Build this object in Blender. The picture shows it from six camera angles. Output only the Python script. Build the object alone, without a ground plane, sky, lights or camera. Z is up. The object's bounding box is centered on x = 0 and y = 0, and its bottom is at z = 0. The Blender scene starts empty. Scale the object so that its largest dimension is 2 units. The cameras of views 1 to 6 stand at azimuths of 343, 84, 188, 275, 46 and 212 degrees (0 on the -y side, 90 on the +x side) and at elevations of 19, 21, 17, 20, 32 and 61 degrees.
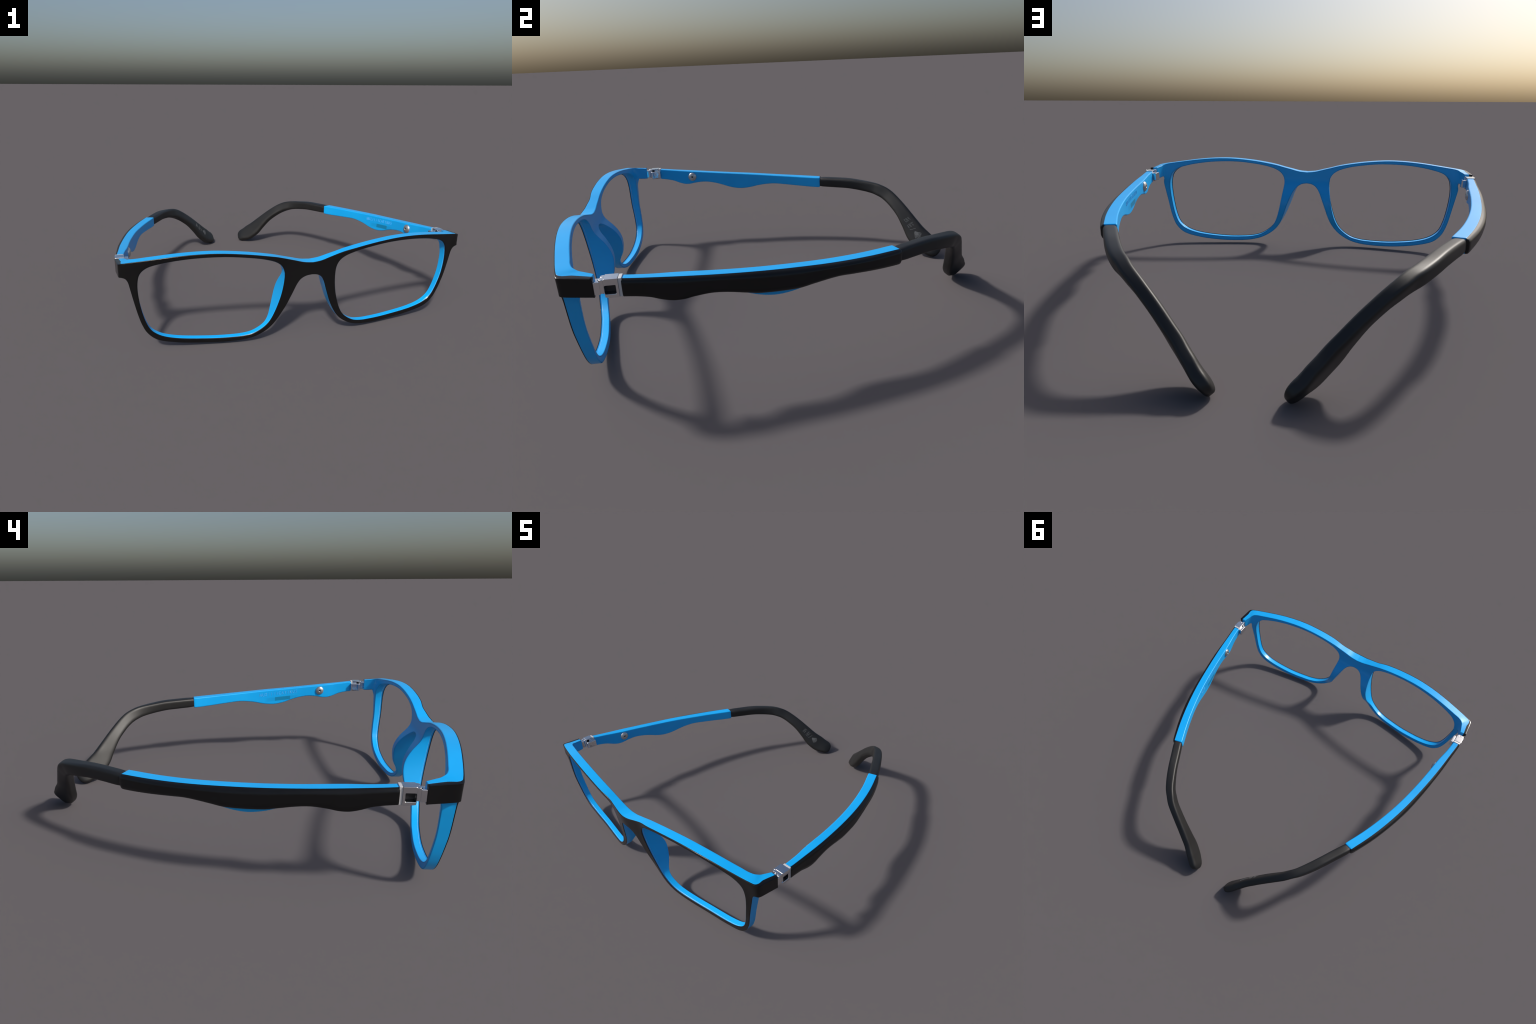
import bpy, bmesh, math
import numpy as np
from mathutils import Vector
from mathutils.geometry import delaunay_2d_cdt

# ---------------------------------------------------------------- helpers
def catmull(points, per=8, closed=False):
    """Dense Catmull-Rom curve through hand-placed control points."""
    P = np.array(points, float)
    n = len(P)
    out = []
    for i in range(n if closed else n - 1):
        if closed:
            a, b, c, d = P[(i - 1) % n], P[i], P[(i + 1) % n], P[(i + 2) % n]
        else:
            b, c = P[i], P[i + 1]
            a = P[i - 1] if i else 2 * b - c
            d = P[i + 2] if i + 2 < n else 2 * c - b
        # centripetal parametrisation: no overshoot where spacing changes
        t0 = 0.0
        t1 = t0 + max(np.linalg.norm(b - a), 1e-6) ** .5
        t2 = t1 + max(np.linalg.norm(c - b), 1e-6) ** .5
        t3 = t2 + max(np.linalg.norm(d - c), 1e-6) ** .5
        for k in range(per):
            t = t1 + (t2 - t1) * k / per
            A1 = (t1 - t) / (t1 - t0) * a + (t - t0) / (t1 - t0) * b
            A2 = (t2 - t) / (t2 - t1) * b + (t - t1) / (t2 - t1) * c
            A3 = (t3 - t) / (t3 - t2) * c + (t - t2) / (t3 - t2) * d
            B1 = (t2 - t) / (t2 - t0) * A1 + (t - t0) / (t2 - t0) * A2
            B2 = (t3 - t) / (t3 - t1) * A2 + (t - t1) / (t3 - t1) * A3
            out.append((t2 - t) / (t2 - t1) * B1 + (t - t1) / (t2 - t1) * B2)
    if not closed:
        out.append(P[-1])
    return np.array(out)


def resample(P, step):
    """Even spacing along an open polyline."""
    d = np.r_[0, np.cumsum(np.linalg.norm(np.diff(P, axis=0), axis=1))]
    n = max(2, int(round(d[-1] / step)) + 1)
    s = np.linspace(0, d[-1], n)
    return np.stack([np.interp(s, d, P[:, k]) for k in range(P.shape[1])], 1)


def curve1d(xs, ys):
    """Smooth scalar function y(x) through control points."""
    C = catmull(np.stack([xs, ys], 1), 12)
    order = np.argsort(C[:, 0])
    cx, cy = C[order, 0], C[order, 1]
    return lambda x: np.interp(x, cx, cy)


def smooth(a, b, x):
    t = np.clip((x - a) / (b - a), 0, 1)
    return t * t * (3 - 2 * t)


def weighted_normals(V, F):
    """Area-weighted vertex normals, so broad faces stay flat beside roundings."""
    N = np.zeros_like(V)
    for f in F:
        p = V[list(f)]
        n = np.zeros(3)
        for i in range(1, len(f) - 1):
            n += np.cross(p[i] - p[0], p[i + 1] - p[0])
        N[list(f)] += n
    L = np.linalg.norm(N, axis=1)
    L[L < 1e-12] = 1
    return N / L[:, None]


def make_object(name, V, F, mat, parent, normals=None, flat=False):
    me = bpy.data.meshes.new(name)
    me.from_pydata([tuple(v) for v in V], [], [tuple(f) for f in F])
    me.materials.append(mat)
    me.validate()
    ob = bpy.data.objects.new(name, me)
    bpy.context.scene.collection.objects.link(ob)
    ob.parent = parent
    if not flat:
        me.polygons.foreach_set("use_smooth", [True] * len(me.polygons))
        if normals is None:
            normals = weighted_normals(np.array(V, float), F)
        me.normals_split_custom_set_from_vertices([tuple(n) for n in normals])
    return ob


def mirrored(V, F, side):
    V = np.array(V, float)
    if side > 0:
        return V, F
    return V * np.array([-1, 1, 1]), [tuple(reversed(f)) for f in F]


def loft(sections):
    """Closed rings joined into a tube with end caps; faces point outward."""
    n = len(sections[0])
    V = np.concatenate(sections)
    F = []
    for i in range(len(sections) - 1):
        for j in range(n):
            k = (j + 1) % n
            F.append((i * n + j, i * n + k, (i + 1) * n + k, (i + 1) * n + j))
    F.append(tuple(range(n - 1, -1, -1)))
    F.append(tuple(range((len(sections) - 1) * n, len(sections) * n)))
    # orient: signed volume must be positive
    vol = 0.0
    for f in F:
        for i in range(1, len(f) - 1):
            vol += np.dot(V[f[0]], np.cross(V[f[i]], V[f[i + 1]]))
    if vol < 0:
        F = [tuple(reversed(f)) for f in F]
    return V, F


def round_polygon(corners, radii, seg=4):
    """2D polygon with rounded corners."""
    C = np.array(corners, float)
    n = len(C)
    out = []
    for i in range(n):
        p, a, b = C[i], C[i - 1], C[(i + 1) % n]
        u = (a - p) / np.linalg.norm(a - p)
        v = (b - p) / np.linalg.norm(b - p)
        r = min(radii[i], .48 * np.linalg.norm(a - p), .48 * np.linalg.norm(b - p))
        for k in range(seg + 1):
            t = k / seg
            q = (1 - t) ** 2 * (p + u * r) + 2 * t * (1 - t) * p + t * t * (p + v * r)
            out.append(q)
    return np.array(out)


def bevel_box(lo, hi, r, seg=2):
    bm = bmesh.new()
    bmesh.ops.create_cube(bm, size=1)
    lo, hi = np.array(lo), np.array(hi)
    for v in bm.verts:
        v.co = Vector((np.array(v.co) + .5) * (hi - lo) + lo)
    bmesh.ops.bevel(bm, geom=bm.edges[:], offset=r, segments=seg, profile=.5, affect='EDGES')
    bm.verts.index_update()
    V = np.array([v.co[:] for v in bm.verts])
    F = [tuple(v.index for v in f.verts) for f in bm.faces]
    bm.free()
    return V, F


def merge(parts):
    V, F, o = [], [], 0
    for v, f in parts:
        V.append(v)
        F += [tuple(i + o for i in q) for q in f]
        o += len(v)
    return np.concatenate(V), F


# ---------------------------------------------------------------- materials
def new_material(name):
    m = bpy.data.materials.new(name)
    m.use_nodes = True
    nt = m.node_tree
    return m, nt, nt.nodes["Principled BSDF"]


def add(nt, kind, **kw):
    n = nt.nodes.new(kind)
    for k, v in kw.items():
        setattr(n, k, v)
    return n


def grainy(nt, bsdf, col_a, col_b, scale, rough, rough_var, bump, bump_scale):
    """Slight colour drift, roughness drift and fine bump on object coordinates."""
    tc = add(nt, "ShaderNodeTexCoord")
    no = add(nt, "ShaderNodeTexNoise")
    no.inputs["Scale"].default_value = scale
    no.inputs["Detail"].default_value = 5
    nt.links.new(tc.outputs["Object"], no.inputs["Vector"])
    ramp = add(nt, "ShaderNodeValToRGB")
    ramp.color_ramp.elements[0].position = .35
    ramp.color_ramp.elements[1].position = .65
    ramp.color_ramp.elements[0].color = (*col_a, 1)
    ramp.color_ramp.elements[1].color = (*col_b, 1)
    nt.links.new(no.outputs["Fac"], ramp.inputs["Fac"])
    nt.links.new(ramp.outputs["Color"], bsdf.inputs["Base Color"])
    mr = add(nt, "ShaderNodeMapRange")
    mr.inputs["To Min"].default_value = rough - rough_var
    mr.inputs["To Max"].default_value = rough + rough_var
    nt.links.new(no.outputs["Fac"], mr.inputs["Value"])
    nt.links.new(mr.outputs["Result"], bsdf.inputs["Roughness"])
    n2 = add(nt, "ShaderNodeTexNoise")
    n2.inputs["Scale"].default_value = bump_scale
    n2.inputs["Detail"].default_value = 3
    nt.links.new(tc.outputs["Object"], n2.inputs["Vector"])
    bp = add(nt, "ShaderNodeBump")
    bp.inputs["Strength"].default_value = bump
    bp.inputs["Distance"].default_value = .002
    nt.links.new(n2.outputs["Fac"], bp.inputs["Height"])
    nt.links.new(bp.outputs["Normal"], bsdf.inputs["Normal"])
    return tc, ramp


BLUE_A, BLUE_B = (.004, .42, .96), (.006, .45, 1.0)

mat_blue, nt, b = new_material("blue_plastic")
grainy(nt, b, BLUE_A, BLUE_B, 6, .30, .04, .01, 60)

# the blue of the temple cores carries a teal label patch on one inner side
mat_core, nt, b = new_material("blue_plastic_labelled")
tc, ramp = grainy(nt, b, BLUE_A, BLUE_B, 6, .32, .04, .01, 60)
sep = add(nt, "ShaderNodeSeparateXYZ")
nt.links.new(tc.outputs["Object"], sep.inputs["Vector"])


def band(value_socket, lo, hi, soft):
    """1 between lo and hi, 0 outside, with a soft edge."""
    a = add(nt, "ShaderNodeMapRange", interpolation_type='SMOOTHSTEP')
    a.inputs["From Min"].default_value = lo - soft
    a.inputs["From Max"].default_value = lo + soft
    nt.links.new(value_socket, a.inputs["Value"])
    c = add(nt, "ShaderNodeMapRange", interpolation_type='SMOOTHSTEP')
    c.inputs["From Min"].default_value = hi - soft
    c.inputs["From Max"].default_value = hi + soft
    c.inputs["To Min"].default_value = 1
    c.inputs["To Max"].default_value = 0
    nt.links.new(value_socket, c.inputs["Value"])
    m = add(nt, "ShaderNodeMath", operation='MULTIPLY')
    nt.links.new(a.outputs["Result"], m.inputs[0])
    nt.links.new(c.outputs["Result"], m.inputs[1])
    return m.outputs[0]


def mul(a, c):
    m = add(nt, "ShaderNodeMath", operation='MULTIPLY')
    nt.links.new(a, m.inputs[0])
    if isinstance(c, float):
        m.inputs[1].default_value = c
    else:
        nt.links.new(c, m.inputs[1])
    return m.outputs[0]


# height measured from the tilted temple axis: z + 0.085 y
tilt = add(nt, "ShaderNodeMath", operation='MULTIPLY_ADD')
nt.links.new(sep.outputs["Y"], tilt.inputs[0])
tilt.inputs[1].default_value = .085
nt.links.new(sep.outputs["Z"], tilt.inputs[2])
right_side = band(sep.outputs["X"], .5, .893, .004)
patch = mul(mul(band(sep.outputs["Y"], -.252, -.148, .003), band(tilt.outputs[0], .346, .371, .002)), right_side)
halo = mul(mul(band(sep.outputs["Y"], -.30, -.09, .02), band(tilt.outputs[0], .345, .371, .006)), right_side)
mx = add(nt, "ShaderNodeMix", data_type='RGBA')
mx.inputs["B"].default_value = (.006, .20, .42, 1)
nt.links.new(mul(halo, .25), mx.inputs["Factor"])
nt.links.new(ramp.outputs["Color"], mx.inputs["A"])
mx2 = add(nt, "ShaderNodeMix", data_type='RGBA')
mx2.inputs["B"].default_value = (.006, .20, .36, 1)
nt.links.new(mul(patch, .75), mx2.inputs["Factor"])
nt.links.new(mx.outputs["Result"], mx2.inputs["A"])
nt.links.new(mx2.outputs["Result"], b.inputs["Base Color"])

mat_black, nt, b = new_material("black_plastic")
grainy(nt, b, (.0040, .0040, .0042), (.0055, .0055, .0057), 9, .33, .04, .012, 90)
b.inputs["Specular IOR Level"].default_value = .42

mat_gloss, nt, b = new_material("black_gloss_plastic")
grainy(nt, b, (.0040, .0040, .0042), (.0055, .0055, .0057), 9, .21, .04, .012, 90)
b.inputs["Specular IOR Level"].default_value = .45

mat_groove, nt, b = new_material("pale_groove_line")
grainy(nt, b, (.66, .84, .95), (.76, .90, .96), 12, .25, .04, .01, 60)  # pale blue-white base colour on the thin strip along the inner rim wall

mat_rubber, nt, b = new_material("black_rubber")
grainy(nt, b, (.011, .011, .011), (.015, .015, .015), 8, .47, .04, .02, 120)

mat_chrome, nt, b = new_material("polished_metal")
grainy(nt, b, (.80, .81, .83), (.88, .88, .89), 20, .10, .04, .22, 55)
b.inputs["Metallic"].default_value = 1

mat_steel, nt, b = new_material("satin_steel")
grainy(nt, b, (.55, .55, .55), (.66, .65, .63), 30, .33, .06, .10, 80)
b.inputs["Metallic"].default_value = .85

mat_pale, nt, b = new_material("pale_metal_band")
grainy(nt, b, (.70, .70, .71), (.78, .78, .78), 20, .38, .05, .05, 60)
b.inputs["Metallic"].default_value = .3

mat_dark, nt, b = new_material("dark_recess")
grainy(nt, b, (.012, .012, .014), (.022, .021, .024), 30, .4, .1, .1, 80)

mat_emboss, nt, b = new_material("embossed_letter_blue")
grainy(nt, b, (.10, .50, .97), (.20, .58, .98), 40, .30, .05, .05, 60)

mat_print, nt, b = new_material("grey_print")
grainy(nt, b, (.10, .105, .11), (.16, .165, .165), 120, .5, .05, .05, 60)

# ---------------------------------------------------------------- root
root = bpy.data.objects.new("eyeglasses", None)
bpy.context.scene.collection.objects.link(root)
root["label"] = "black and blue plastic eyeglasses frame without lenses"
root["category"] = "eyeglasses"

# ================================================================ FRONT
# The front is laid out flat in (u, z): u is x along the face and, past the
# corner, runs back along the end piece. It is then bent onto its two skins.
TOP = [(0, .4615), (.05, .4665), (.1, .479), (.15, .4915), (.2, .5045), (.3, .523), (.4, .536), (.5, .5435),
       (.6, .543), (.7, .536), (.8, .524), (.87, .515), (.93, .5075), (.965, .502), (1.02, .498), (1.086, .493)]
LOW = [(1.086, .423), (1.03, .426), (.985, .429), (.955, .431), (.938, .424), (.926, .405), (.916, .36), (.905, .305),
       (.886, .22), (.868, .16), (.845, .112), (.80, .069), (.70, .039), (.55, .021), (.42, .0185), (.34, .026),
       (.275, .045), (.20, .095), (.137, .19), (.098, .28), (.073, .345), (.056, .371), (.030, .387), (0, .392)]
LENS = [(.47, .5235), (.63, .520), (.77, .499), (.835, .477), (.867, .445), (.880, .395), (.877, .30), (.853, .183),
        (.828, .128), (.785, .092), (.709, .065), (.54, .0435), (.42, .041), (.345, .046), (.285, .063), (.215, .118),
        (.165, .236), (.145, .345), (.146, .415), (.162, .449), (.195, .474), (.255, .495), (.35, .512)]

STEP = .0085
top = resample(catmull(TOP, 60), STEP)
low = resample(catmull(LOW, 60), STEP)
end_edge = resample(np.array([top[-1], low[0]]), STEP)[1:-1]
half = np.concatenate([top, end_edge, low])
outer_loop = np.concatenate([half, (half * [-1, 1])[-2:0:-1]])
lens_dense = catmull(LENS, 60, True)
lens = resample(np.vstack([lens_dense, lens_dense[:1]]), STEP)[:-1]


def inside(poly, pts):
    x, y = pts[:, 0], pts[:, 1]
    r = np.zeros(len(pts), bool)
    n = len(poly)
    for i in range(n):
        x1, y1 = poly[i]
        x2, y2 = poly[(i + 1) % n]
        c = ((y1 > y) != (y2 > y)) & (x < (x2 - x1) * (y - y1) / (y2 - y1 + 1e-15) + x1)
        r ^= c
    return r


def signed_area(P):
    return .5 * np.sum(P[:, 0] * np.roll(P[:, 1], -1) - np.roll(P[:, 0], -1) * P[:, 1])


def ccw(P):
    return P if signed_area(P) > 0 else P[::-1]


loops = [ccw(outer_loop), ccw(lens)[::-1], ccw(lens * [-1, 1])[::-1]]
OPEN_UP, LOWER = .0022, .0022       # opening a touch wider, outer rim a touch fuller


def inset_loop(P, d):
    """Move a closed loop into the material by d along its smoothed normals."""
    t = np.roll(P, -1, 0) - np.roll(P, 1, 0)
    t /= np.linalg.norm(t, axis=1)[:, None]
    return P + np.stack([-t[:, 1], t[:, 0]], 1) * d


loops = [inset_loop(loops[0], -LOWER * smooth(.30, .12, loops[0][:, 1])[:, None])] + [inset_loop(L, OPEN_UP) for L in loops[1:]]


def cap_mesh(rims):
    """Triangulated flat cap between an outer loop and two lens holes."""
    rim = np.concatenate(rims)
    gx, gz = np.meshgrid(np.arange(-1.09, 1.09, .012), np.arange(.01, .56, .012))
    g = np.stack([gx.ravel() + .003 * (np.round(gz.ravel() / .012) % 2), gz.ravel()], 1)
    g = g[inside(rims[0], g) & ~inside(rims[1], g) & ~inside(rims[2], g)]
    g = g[np.min(np.linalg.norm(g[:, None] - rim[None], axis=2), axis=1) > .0075]
    pts = np.concatenate([rim, g])
    edges, o = [], 0
    for L in rims:
        edges += [(o + i, o + (i + 1) % len(L)) for i in range(len(L))]
        o += len(L)
    cv, ce, cf, orig, *_ = delaunay_2d_cdt([Vector(p) for p in pts], edges, [], 0, 1e-9)
    back = [q[0] for q in orig]
    t = np.array([[back[i] for i in f] for f in cf if len(f) == 3])
    c = pts[t].mean(1)
    t = t[inside(rims[0], c) & ~inside(rims[1], c) & ~inside(rims[2], c)]
    a, b, c = pts[t[:, 0]], pts[t[:, 1]], pts[t[:, 2]]
    neg = (b[:, 0] - a[:, 0]) * (c[:, 1] - a[:, 1]) - (b[:, 1] - a[:, 1]) * (c[:, 0] - a[:, 0]) < 0
    t[neg] = t[neg][:, ::-1]
    return pts, t


# outer skin seen from above, past the corner
def face_y(x):
    return -.9955 + .127 * x * x - .0115 * np.exp(-(x / .075) ** 2) + .0065 * np.exp(-((x - .16) / .055) ** 2)


def back_base(x):
    return -.9955 + .127 * x * x


BEND_OUT = catmull([(.90, face_y(.90)), (.93, face_y(.93)), (.953, -.8795), (.963, -.873), (.967, -.860), (.972, -.81), (.977, -.757)], 10)
_IN = [(.80, .80, back_base(.80) + .0575), (.82, .82, back_base(.82) + .0575), (.84, .84, back_base(.84) + .0575), (.865, .8645, back_base(.8645) + .0565),
       (.885, .8825, -.8385), (.91, .899, -.8305), (.94, .911, -.817), (.985, .9195, -.797), (1.035, .9265, -.777), (1.086, .933, -.757)]
IN_X = curve1d([q[0] for q in _IN], [q[1] for q in _IN])
IN_Y = curve1d([q[0] for q in _IN], [q[2] for q in _IN])


def along(path, s):
    d = np.r_[0, np.cumsum(np.linalg.norm(np.diff(path, axis=0), axis=1))]
    return np.stack([np.interp(s * d[-1], d, path[:, k]) for k in range(2)], 1)


U_OUT0, U_IN0, U_END = .90, .84, 1.086


# the lower rim is straighter in plan than the brow
SWEEP = curve1d([0, .18, .28, .40, .55, .70, .80, .88, .95, 1.1], [0, -.002, -.001, .006, .009, -.001, -.012, -.018, -.020, -.020])


def bend(u, z, f):
    """(u, z, depth fraction 0 front .. 1 back) -> x, y for the +x half."""
    tilt_w = 1 - smooth(.90, .98, u)
    shear = -.155 * (z - .5)
    out = np.stack([u, face_y(u)], 1)
    m = u > U_OUT0
    out[m] = along(BEND_OUT, (u[m] - U_OUT0) / (U_END - U_OUT0))
    thick = .038 + .0195 * np.clip(z / .5, 0, 1)
    straight = np.stack([u, back_base(u) + thick], 1)
    bent = straight.copy()
    m = u > U_IN0
    bent[m] = np.stack([IN_X(u[m]), IN_Y(u[m])], 1)
    w = smooth(.385, .43, z)[:, None]
    inn = straight * (1 - w) + bent * w
    P = out * (1 - f)[:, None] + inn * f[:, None]
    P[:, 1] += shear * tilt_w
    P[:, 1] += SWEEP(u) * (1 - smooth(.24, .47, z)) * tilt_w
    return P


PAD = curve1d([.06, .10, .13, .18, .24, .275, .31, .345, .375, .395, .42], [0, .003, .016, .046, .064, .066, .058, .040, .018, .006, 0])


def shape_front(V, f0, f1):
    """Bend flat extrusion (u, z, t in 0..1) where t spans skins f0(u)..f1(u)."""
    u, z, t = V[:, 0], V[:, 1], V[:, 2]
    au = np.abs(u)
    f = f0(au) + (f1(au) - f0(au)) * t
    P = bend(au, z, f)
    x, y = P[:, 0], P[:, 1]
    # nose pads: the nose side of each rim swells backward
    near_nose = 1 - smooth(.20, .29, au)
    lift = PAD(z) * near_nose * smooth(.42, 1.0, f) * (z < .42)
    y = y + lift
    x = x + .20 * lift * smooth(.20, .10, au) + .0 * lift
    return np.stack([np.sign(u) * x, y, z], 1), lift


def black_share(u):
    return .085 + .345 * smooth(.940, .995, u)


TAPER = .003          # the lens opening narrows a little toward the back


def extrude_flat(r_front, r_back, depth, seg=4, wall=4, lens_groove=False):
    """Flat plate with both rims rounded, returned as (u, z, t) plus face classes."""
    V, F, broad = [], [], []
    n_rim = sum(len(L) for L in loops)
    rings = []

    def add_ring(d, y, groove=0.0):
        base = sum(len(v) for v in V)
        P = np.concatenate([inset_loop(L, d + (0 if k == 0 else groove - TAPER * y / depth)) for k, L in enumerate(loops)])
        V.append(np.column_stack([P, np.full(len(P), y / depth)]))
        rings.append(base)

    caps = []
    for r, front in ((r_front, True), (r_back, False)):
        pts, t = cap_mesh([inset_loop(L, r - (0 if front or k == 0 else TAPER)) for k, L in enumerate(loops)])
        base = sum(len(v) for v in V)
        V.append(np.column_stack([pts, np.full(len(pts), 0.0 if front else 1.0)]))
        for f in t:
            F.append(tuple(base + f) if front else tuple(base + f[::-1]))
            broad.append(True)
        caps.append(base)
    rings.append(caps[0])
    kinds = []
    for k in range(1, seg + 1):
        e = k / seg * math.pi / 2
        add_ring(r_front * (1 - math.sin(e)), r_front * (1 - math.cos(e)))
        kinds.append(False)
    groove_faces = set()
    steps = [(k / wall, 0.0) for k in range(1, wall + 1)]
    if lens_groove:
        steps = [(.13, 0.0), (.155, .0016), (.185, .0016), (.21, 0.0)] + [q for q in steps if q[0] > .24]
    for k, g in steps:
        add_ring(0, r_front + (depth - r_front - r_back) * k, g)
        kinds.append(True)
    for k in range(1, seg):
        e = k / seg * math.pi / 2
        add_ring(r_back * (1 - math.cos(e)), depth - r_back * (1 - math.sin(e)))
        kinds.append(False)
    rings.append(caps[1])
    kinds.append(False)
    o = 0
    for L in loops:
        n = len(L)
        for q, (a, b, kind) in enumerate(zip(rings[:-1], rings[1:], kinds)):
            for i in range(n):
                if lens_groove and o and q == seg + 2:
                    groove_faces.add(len(F))
                k = o + (i + 1) % n
                F.append((a + o + i, b + o + i, b + k, a + k)[::-1])
                broad.append(kind)
        o += n
    return np.concatenate(V), F, broad, groove_faces


def front_normals(P, F, broad):
    strong = weighted_normals(P, [f for f, k in zip(F, broad) if k])
    weak = weighted_normals(P, F)
    has = np.zeros(len(P), bool)
    for f, k in zip(F, broad):
        if k:
            has[list(f)] = True
    return np.where(has[:, None], strong, weak)


# black facing on the front and round the corner
V, F, broad, grooves = extrude_flat(.0026, .0004, .0048)
P, _ = shape_front(V, lambda u: 0 * u, lambda u: black_share(u) - .003)
make_object("front_facing", P, F, mat_gloss, root, front_normals(P, F, broad))

# blue body; its pad regions become meshes of their own with shared normals
V, F, broad, grooves = extrude_flat(.0006, .0042, .047, lens_groove=True)
P, lift = shape_front(V, black_share, lambda u: 1 + 0 * u)
N = front_normals(P, F, broad)
groups = {"frame_front": [], "pad_left": [], "pad_right": [], "groove_left": [], "groove_right": []}
for k, f in enumerate(F):
    if k in grooves:
        groups["groove_right" if P[f[0], 0] > 0 else "groove_left"].append(f)
        continue
    l = np.mean(lift[list(f)])
    if l > .010:
        groups["pad_right" if P[f[0], 0] > 0 else "pad_left"].append(f)
    else:
        groups["frame_front"].append(f)
for key, nm in (("frame_front", "frame_front"), ("pad_right", "nose_pad"), ("pad_left", "nose_pad"),
                ("groove_right", "lens_groove"), ("groove_left", "lens_groove")):
    fs = groups[key]
    used = sorted({i for f in fs for i in f})
    idx = {v: k for k, v in enumerate(used)}
    make_object(nm, P[used], [tuple(idx[i] for i in f) for f in fs],
                mat_groove if nm == "lens_groove" else mat_blue, root, N[used])

# ================================================================ TEMPLES
# plan and elevation of the arm, read along y
Y_ST = [-.70, -.64, -.55, -.45, -.35, -.20, -.05, .10, .25, .40]
OUT_X = curve1d(Y_ST, [.966, .962, .953, .943, .930, .906, .876, .836, .785, .722])
TOP_Z = curve1d(Y_ST, [.486, .479, .470, .461, .452, .440, .430, .420, .4125, .407])
WIDTH = curve1d([-.70, -.62, -.56, -.50, -.44, -.3, -.1, .1, .25, .40], [.035, .036, .038, .044, .047, .0465, .048, .051, .053, .055])
LOW_Z = curve1d([-.70, -.66, -.617, -.578, -.54, -.505, -.47, -.43, -.37, -.31, -.25, -.2, -.145, -.10, -.05, .0, .06, .11, .17, .25, .35, .42],
                [.419, .416, .410, .401, .386, .3765, .3755, .3825, .387, .3795, .3635, .3465, .3355, .335, .3415, .353, .3615, .364, .3595, .3525, .345, .3425])


def arm_frame(y):
    """Outer plan point and inward horizontal normal at station y."""
    x = float(OUT_X(y))
    dx = (float(OUT_X(y + .02)) - float(OUT_X(y - .02))) / .04
    n = np.array([-1.0, dx])
    return np.array([x, y]), n / np.linalg.norm(n)


def core_section(y, inset=0.0):
    p, n = arm_frame(y)
    w, zt, zb = float(WIDTH(y)), float(TOP_Z(y)), float(LOW_Z(y))
    c = [(.0 + inset, zt - inset), (w - inset, zt - inset), (w - inset, zb + inset), (0 + inset, zb + inset)]
    q = round_polygon(c, [.0025, .0065, .0075, .004], 4)
    return np.array([(p[0] + n[0] * d, p[1] + n[1] * d, z) for d, z in q])


BULGE = curve1d([-.70, -.60, -.50, -.34, -.20, -.08, .08, .22, .33, .42], [.0120, .0125, .0145, .0175, .0200, .0220, .0230, .0215, .0180, .0140])


def shell_section(y, inset=0.0, end=0.0):
    """Black outer facing: meets the core at the top edge and bulges below it."""
    p, n = arm_frame(y)
    zt, zb = float(TOP_Z(y)) - .0004, float(LOW_Z(y)) - .0010
    zb += .017 * math.exp(-((y + .135) / .095) ** 2) + .002 * math.exp(-((y + .49) / .06) ** 2)
    zb += .016 * end * end
    zt -= .004 * end * end
    th = float(BULGE(y)) * (1 - .30 * end)
    h = zt - zb
    c = [(-th + inset, zt - inset - .20 * h), (-.62 * th, zt - inset - .065 * h), (.0005, zt - inset), (.0005, zb + inset),
         (-.62 * th, zb + inset + .02 * h), (-th + inset, zb + inset + .22 * h)]
    q = round_polygon(c, [.012, .010, .0006, .0006, .009, .012], 4)
    return np.array([(p[0] + n[0] * d, p[1] + n[1] * d, z) for d, z in q])


core_y = np.r_[np.linspace(-.664, .392, 110)]
secs = [core_section(-.6655, .003)] + [core_section(y) for y in core_y] + [core_section(.3945, .0015), core_section(.3955, .004)]
CORE = loft(secs)
shell_y = np.linspace(-.6655, .375, 105)
secs = [shell_section(-.667, .002)] + [shell_section(y) for y in shell_y]
for k in range(1, 9):
    e = k / 8
    secs.append(shell_section(.375 + .024 * math.sin(e * math.pi / 2), .0 if k < 8 else .002, 1 - math.cos(e * math.pi / 2)))
SHELL = loft(secs)

# ear piece: spine, height across, thickness, roll of the section
EAR = np.array([
    # x      y      z      high   thick  roll
    (.7085, .372, .3765, .0470, .0480, .02),
    (.6920, .405, .3762, .0575, .0580, .04),
    (.6500, .483, .3755, .0600, .0598, .06),
    (.6105, .557, .3735, .0608, .0595, .04),
    (.5690, .627, .3650, .0625, .0595, -.04),
    (.5210, .695, .3525, .0670, .0572, -.19),
    (.4865, .729, .3405, .0705, .0550, -.34),
    (.4480, .763, .3195, .0728, .0525, -.51),
    (.3980, .794, .2840, .0735, .0510, -.64),
    (.3425, .8255, .2355, .0785, .0505, -.67),
    (.2850, .8565, .1730, .0960, .0510, -.62),
    (.2355, .884, .1160, .1170, .0520, -.55),
    (.1960, .9135, .0790, .1230, .0526, -.53),
    (.1600, .9440, .0540, .1030, .0530, -.62)])


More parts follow.
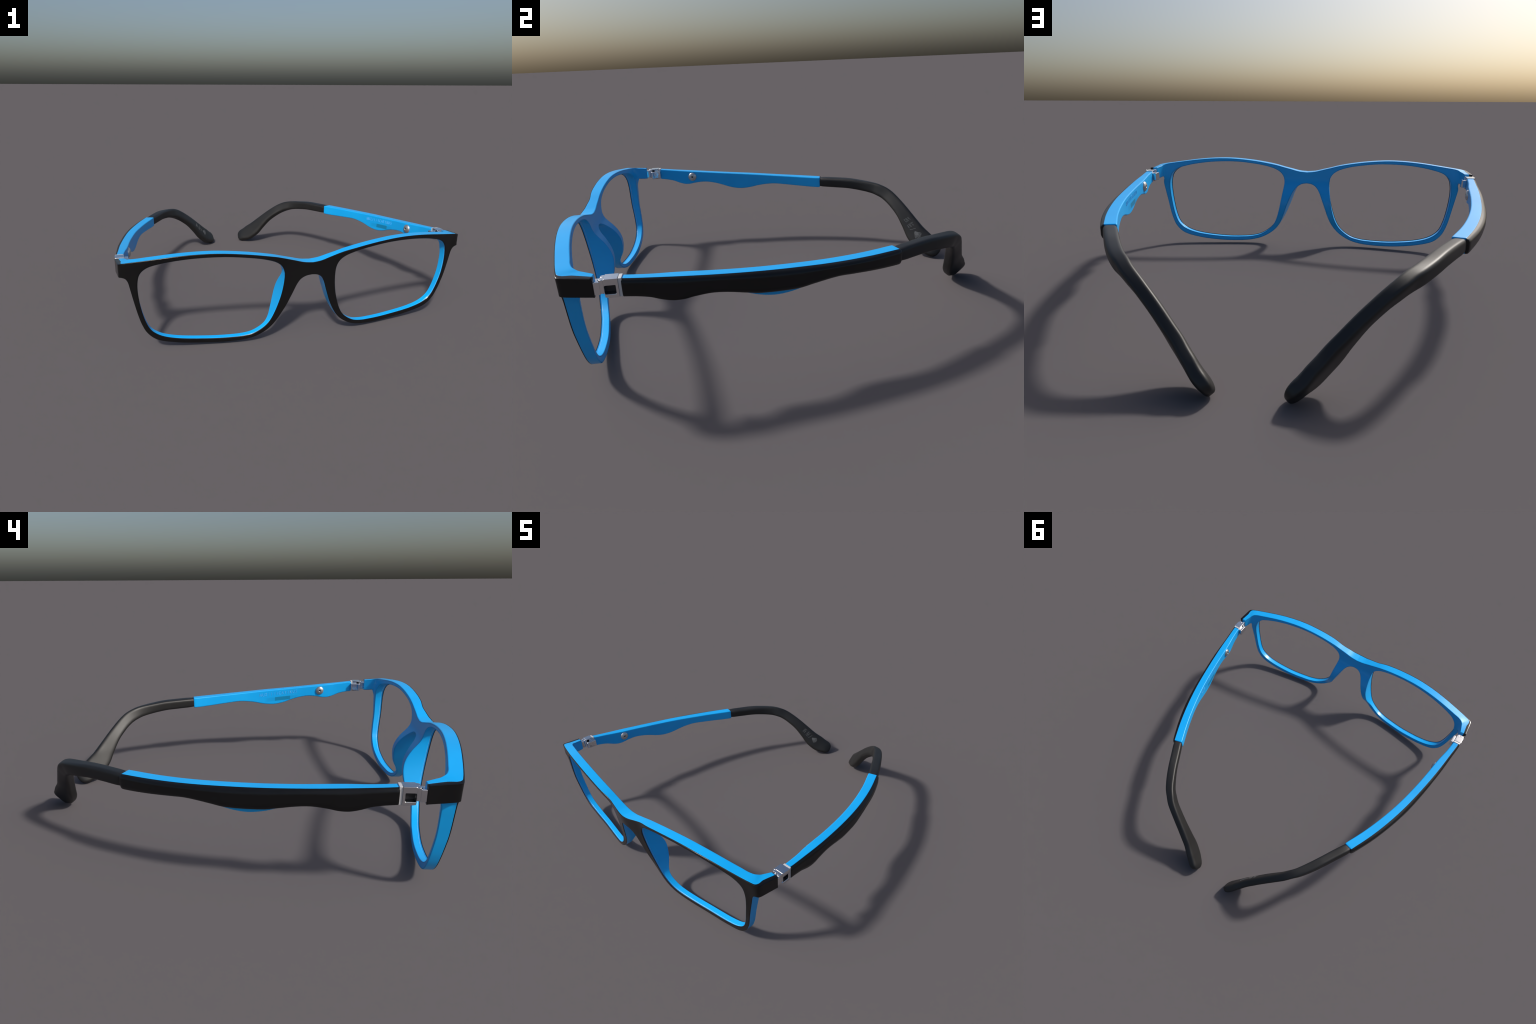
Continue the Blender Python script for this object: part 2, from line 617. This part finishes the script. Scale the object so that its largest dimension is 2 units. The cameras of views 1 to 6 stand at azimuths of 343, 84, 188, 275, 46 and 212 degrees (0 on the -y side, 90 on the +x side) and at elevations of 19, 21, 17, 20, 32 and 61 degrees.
def ear_frames(n):
    C = catmull(EAR, 12)
    d = np.r_[0, np.cumsum(np.linalg.norm(np.diff(C[:, :3], axis=0), axis=1))]
    s = np.linspace(0, d[-1], n)
    C = np.stack([np.interp(s, d, C[:, k]) for k in range(6)], 1)
    P = C[:, :3]
    T = np.gradient(P, axis=0)
    T /= np.linalg.norm(T, axis=1)[:, None]
    lat = np.cross(T, [0, 0, 1.0])
    lat /= np.linalg.norm(lat, axis=1)[:, None]
    up = np.cross(lat, T)
    cs, sn = np.cos(C[:, 5])[:, None], np.sin(C[:, 5])[:, None]
    return P, C[:, 3], C[:, 4], lat * cs + up * sn, up * cs - lat * sn, T


def super_ring(n, power):
    a = np.linspace(0, 2 * math.pi, n, endpoint=False)
    c, s = np.cos(a), np.sin(a)
    return np.sign(c) * np.abs(c) ** (2 / power), np.sign(s) * np.abs(s) ** (2 / power)


EP, EH, EW, EL, EU, ET = ear_frames(70)
rc, rs = super_ring(48, 4.0)
secs = []
for i in range(len(EP)):
    secs.append(EP[i] + EL[i] * (rc * EW[i] / 2)[:, None] + EU[i] * (rs * EH[i] / 2)[:, None])
for k in range(1, 9):                                    # rounded end
    e = k / 8 * math.pi / 2
    sh, sw = math.cos(e) ** .75, math.cos(e) ** .6
    c = EP[-1] + ET[-1] * (.060 * math.sin(e))
    if k == 8:
        sh = sw = .05
    secs.append(c + EL[-1] * (rc * EW[-1] / 2 * sw)[:, None] + EU[-1] * (rs * EH[-1] / 2 * sh)[:, None])
EARPIECE = loft(secs)

# hinge pieces ------------------------------------------------------------
def frame_plate(y0, y1, z0, z1, hy0, hy1, hz0, hz1, x_out, x_in):
    """Upright plate with a rounded rectangular window."""
    outer = round_polygon([(y0, z1), (y1, z1), (y1, z0), (y0, z0)], [.006, .001, .001, .012], 4)
    hole = round_polygon([(hy0, hz1), (hy1, hz1), (hy1, hz0), (hy0, hz0)], [.003, .003, .005, .002], 4)
    n = len(outer)
    oi = (outer - outer.mean(0)) * [.96, .96] + outer.mean(0)
    hi = (hole - hole.mean(0)) * [1.10, 1.10] + hole.mean(0)
    rings = [(x_in, outer), (x_out - .002, outer), (x_out, oi), (x_out, hi), (x_out - .003, hole), (x_in, hole)]
    V = np.concatenate([np.column_stack([np.full(n, x), r]) for x, r in rings])
    F = []
    m = len(rings)
    for i in range(m):
        for j in range(n):
            k = (j + 1) % n
            F.append((i * n + j, i * n + k, ((i + 1) % m) * n + k, ((i + 1) % m) * n + j))
    # outward check on the front ring strip
    f = F[2 * n]
    nn = np.cross(V[f[1]] - V[f[0]], V[f[2]] - V[f[0]])
    if nn[0] < 0:
        F = [tuple(reversed(q)) for q in F]
    return V, F


def upright_barrel(cx, cy, z0, z1, r, n=28):
    a = np.linspace(0, 2 * math.pi, n, endpoint=False)
    secs = []
    for z, rr in ((z0, r * .8), (z0 + .003, r), (z1 - .003, r), (z1, r * .8)):
        secs.append(np.column_stack([cx + rr * np.cos(a), cy + rr * np.sin(a), np.full(n, z)]))
    return loft(secs)


HINGE_METAL = merge([
    frame_plate(-.7245, -.6765, .4185, .4865, -.7215, -.686, .4315, .4625, .9755, .958),
    bevel_box((.928, -.7245, .4805), (.974, -.6765, .4868), .002),          # roof
    bevel_box((.928, -.7245, .4185), (.972, -.6765, .4290), .002),          # floor
    bevel_box((.928, -.7050, .4200), (.936, -.6765, .4860), .002),
    upright_barrel(.9600, -.7310, .4330, .4840, .0125),
    upright_barrel(.9380, -.7290, .4300, .4840, .0110),
    bevel_box((.936, -.7600, .4300), (.9725, -.7380, .4775), .003),         # leaf in the end piece
    bevel_box((.906, -.7200, .4270), (.929, -.6660, .4720), .004),          # inner spring housing
    upright_barrel(.9170, -.7190, .4290, .4700, .0105),
])
HINGE_BAND = bevel_box((.9290, -.6765, .4180), (.9715, -.6640, .4850), .0015)
HINGE_DARK = bevel_box((.9365, -.7225, .4292), (.9555, -.6780, .4800), .001)


def rivet_mesh():
    """Domed rivet with a small socket, axis along +x (pointing inward later)."""
    prof = [(.0274, -.004), (.0280, .000), (.0274, .0035), (.0245, .0075), (.0188, .0110), (.0120, .0128), (.0075, .0130),
            (.0062, .0120), (.0055, .0085)]
    n = 36
    a = np.linspace(0, 2 * math.pi, n, endpoint=False)
    return loft([np.column_stack([np.full(n, h), r * np.cos(a), r * np.sin(a)]) for r, h in prof])


def socket_mesh():
    n = 24
    a = np.linspace(0, 2 * math.pi, n, endpoint=False)
    return loft([np.column_stack([np.full(n, h), .0056 * np.cos(a), .0056 * np.sin(a)]) for h in (.004, .0098)])


def place_on_inner(V, y, z, lift_off):
    """Map local x to the inward normal, y to the arm direction, z up."""
    p, n = arm_frame(y)
    w = float(WIDTH(y))
    o = np.array([p[0] + n[0] * w, p[1] + n[1] * w, z])
    ax = np.array([n[0], n[1], 0])
    t = np.array([-n[1], n[0], 0])
    t = t if t[1] > 0 else -t
    return o + V[:, :1] * ax + V[:, 1:2] * t + V[:, 2:3] * np.array([0, 0, 1.0]) + ax * lift_off


def outward(V, F):
    vol = 0.0
    c = V.mean(0)
    for f in F:
        for i in range(1, len(f) - 1):
            vol += np.dot(V[f[0]] - c, np.cross(V[f[i]] - c, V[f[i + 1]] - c))
    return F if vol > 0 else [tuple(reversed(f)) for f in F]


for side in (1, -1):
    # the blue arm carries its facing, ear piece, hinge and fittings
    arm = make_object("temple", *mirrored(*CORE, side), mat_core, root)

    def put(name, VF, mat, parent=arm, **kw):
        V, F = mirrored(*VF, side)
        return make_object(name, V, F, mat, parent, **kw)

    put("temple_facing", SHELL, mat_black)
    put("ear_piece", EARPIECE, mat_rubber)
    put("hinge", HINGE_METAL, mat_chrome)
    put("hinge_band", HINGE_BAND, mat_pale)
    put("hinge_window_dark_block", HINGE_DARK, mat_dark)
    rv, rf = rivet_mesh()
    V = place_on_inner(rv, -.448, .4245, 0)
    put("rivet", (V, outward(V, rf)), mat_steel)
    sv, sf = socket_mesh()
    V = place_on_inner(sv, -.448, .4245, 0)
    put("rivet_socket", (V, outward(V, sf)), mat_dark)

    if side > 0:
        # embossed lettering along the inner face, reading toward the hinge
        glyphs = "HUZ/1/ICAYIKUS"
        y_run = np.linspace(-.040, -.285, len(glyphs))
        for ch, y in zip(glyphs, y_run):
            cu = bpy.data.curves.new("letter", 'FONT')
            cu.body = ch
            cu.size = .030
            cu.extrude = .0007
            cu.align_x = 'CENTER'
            cu.offset = -.0004
            cu.resolution_u = 3
            ob = bpy.data.objects.new("letter_source", cu)
            bpy.context.scene.collection.objects.link(ob)
            dg = bpy.context.evaluated_depsgraph_get()
            me = bpy.data.meshes.new_from_object(ob.evaluated_get(dg))
            L = np.array([v.co[:] for v in me.vertices])
            LF = [tuple(p.vertices) for p in me.polygons]
            bpy.data.objects.remove(ob)
            bpy.data.curves.remove(cu)
            if len(L) == 0:
                continue
            # letter x runs toward -y, letter y up, extrusion inward
            V = np.column_stack([L[:, 2], -L[:, 0] * .72, L[:, 1]])
            V = place_on_inner(V, y, 0, .0004)
            V[:, 2] += .4005 - .085 * (y + .16)
            make_object("letter", V, outward(V, LF), mat_emboss, arm, flat=True)
    else:
        # grey printed marks on the inner face of the ear piece: two block
        # signs, a slash and a fan-shaped badge
        def on_ear(s, q):
            """s along the spine 0..1, q across -1..1 -> inner face point (+x half)."""
            i = s * (len(EP) - 1)
            k = int(i)
            f = i - k
            g = lambda A: A[k] * (1 - f) + A[min(k + 1, len(A) - 1)] * f
            h, w = g(EH), g(EW)
            qq = min(abs(q), .98)
            bulge = (1 - qq ** 4) ** .25
            return g(EP) - g(EL) * (w / 2 * bulge + .0007) + g(EU) * (h / 2 * q)

        def bar(s0, q0, s1, q1, wide):
            a, c = np.array([s0, q0]), np.array([s1, q1])
            d = (c - a) * [.8, .05]
            nrm = np.array([-d[1], d[0]]) / (np.linalg.norm(d) + 1e-9) / [.8, .05] * wide
            ring = []
            n = 4
            for t in np.linspace(0, 1, n):
                ring.append(a + (c - a) * t + nrm)
            for t in np.linspace(1, 0, n):
                ring.append(a + (c - a) * t - nrm)
            top_ = np.array([on_ear(*p) for p in ring])
            low_ = top_.copy()
            nn = np.cross(top_[n] - top_[0], top_[-1] - top_[0])
            nn /= np.linalg.norm(nn) + 1e-12
            low_ = top_ - nn * .0012 * np.sign(np.dot(nn, top_.mean(0) - EP[int(s0 * 69)]))
            V, F = loft([low_, top_])
            return V, F

        rng = np.random.default_rng(7)
        marks = []
        for g0 in (.750, .793):
            for q in (-.30, .0, .30):
                marks.append(bar(g0, q - .10 * rng.random(), g0 + .026, q + .06 * rng.random(), .0009))
            for ds in (.004, .013, .023):
                q0 = -.32 + .2 * rng.random()
                marks.append(bar(g0 + ds, q0, g0 + ds, q0 + .35 + .3 * rng.random(), .0008))
        marks.append(bar(.832, -.30, .843, .34, .0010))
        for k in range(7):
            ang = (-.75 + 1.5 * k / 6)
            marks.append(bar(.855 + .004, .06 + .04 * ang, .855 + .056 * math.cos(ang), .06 + .55 * math.sin(ang), .0015))
        V, F = merge(marks)
        V, F = mirrored(V, F, -1)
        ob = make_object("printed_mark", V, F, mat_print, arm, flat=True)
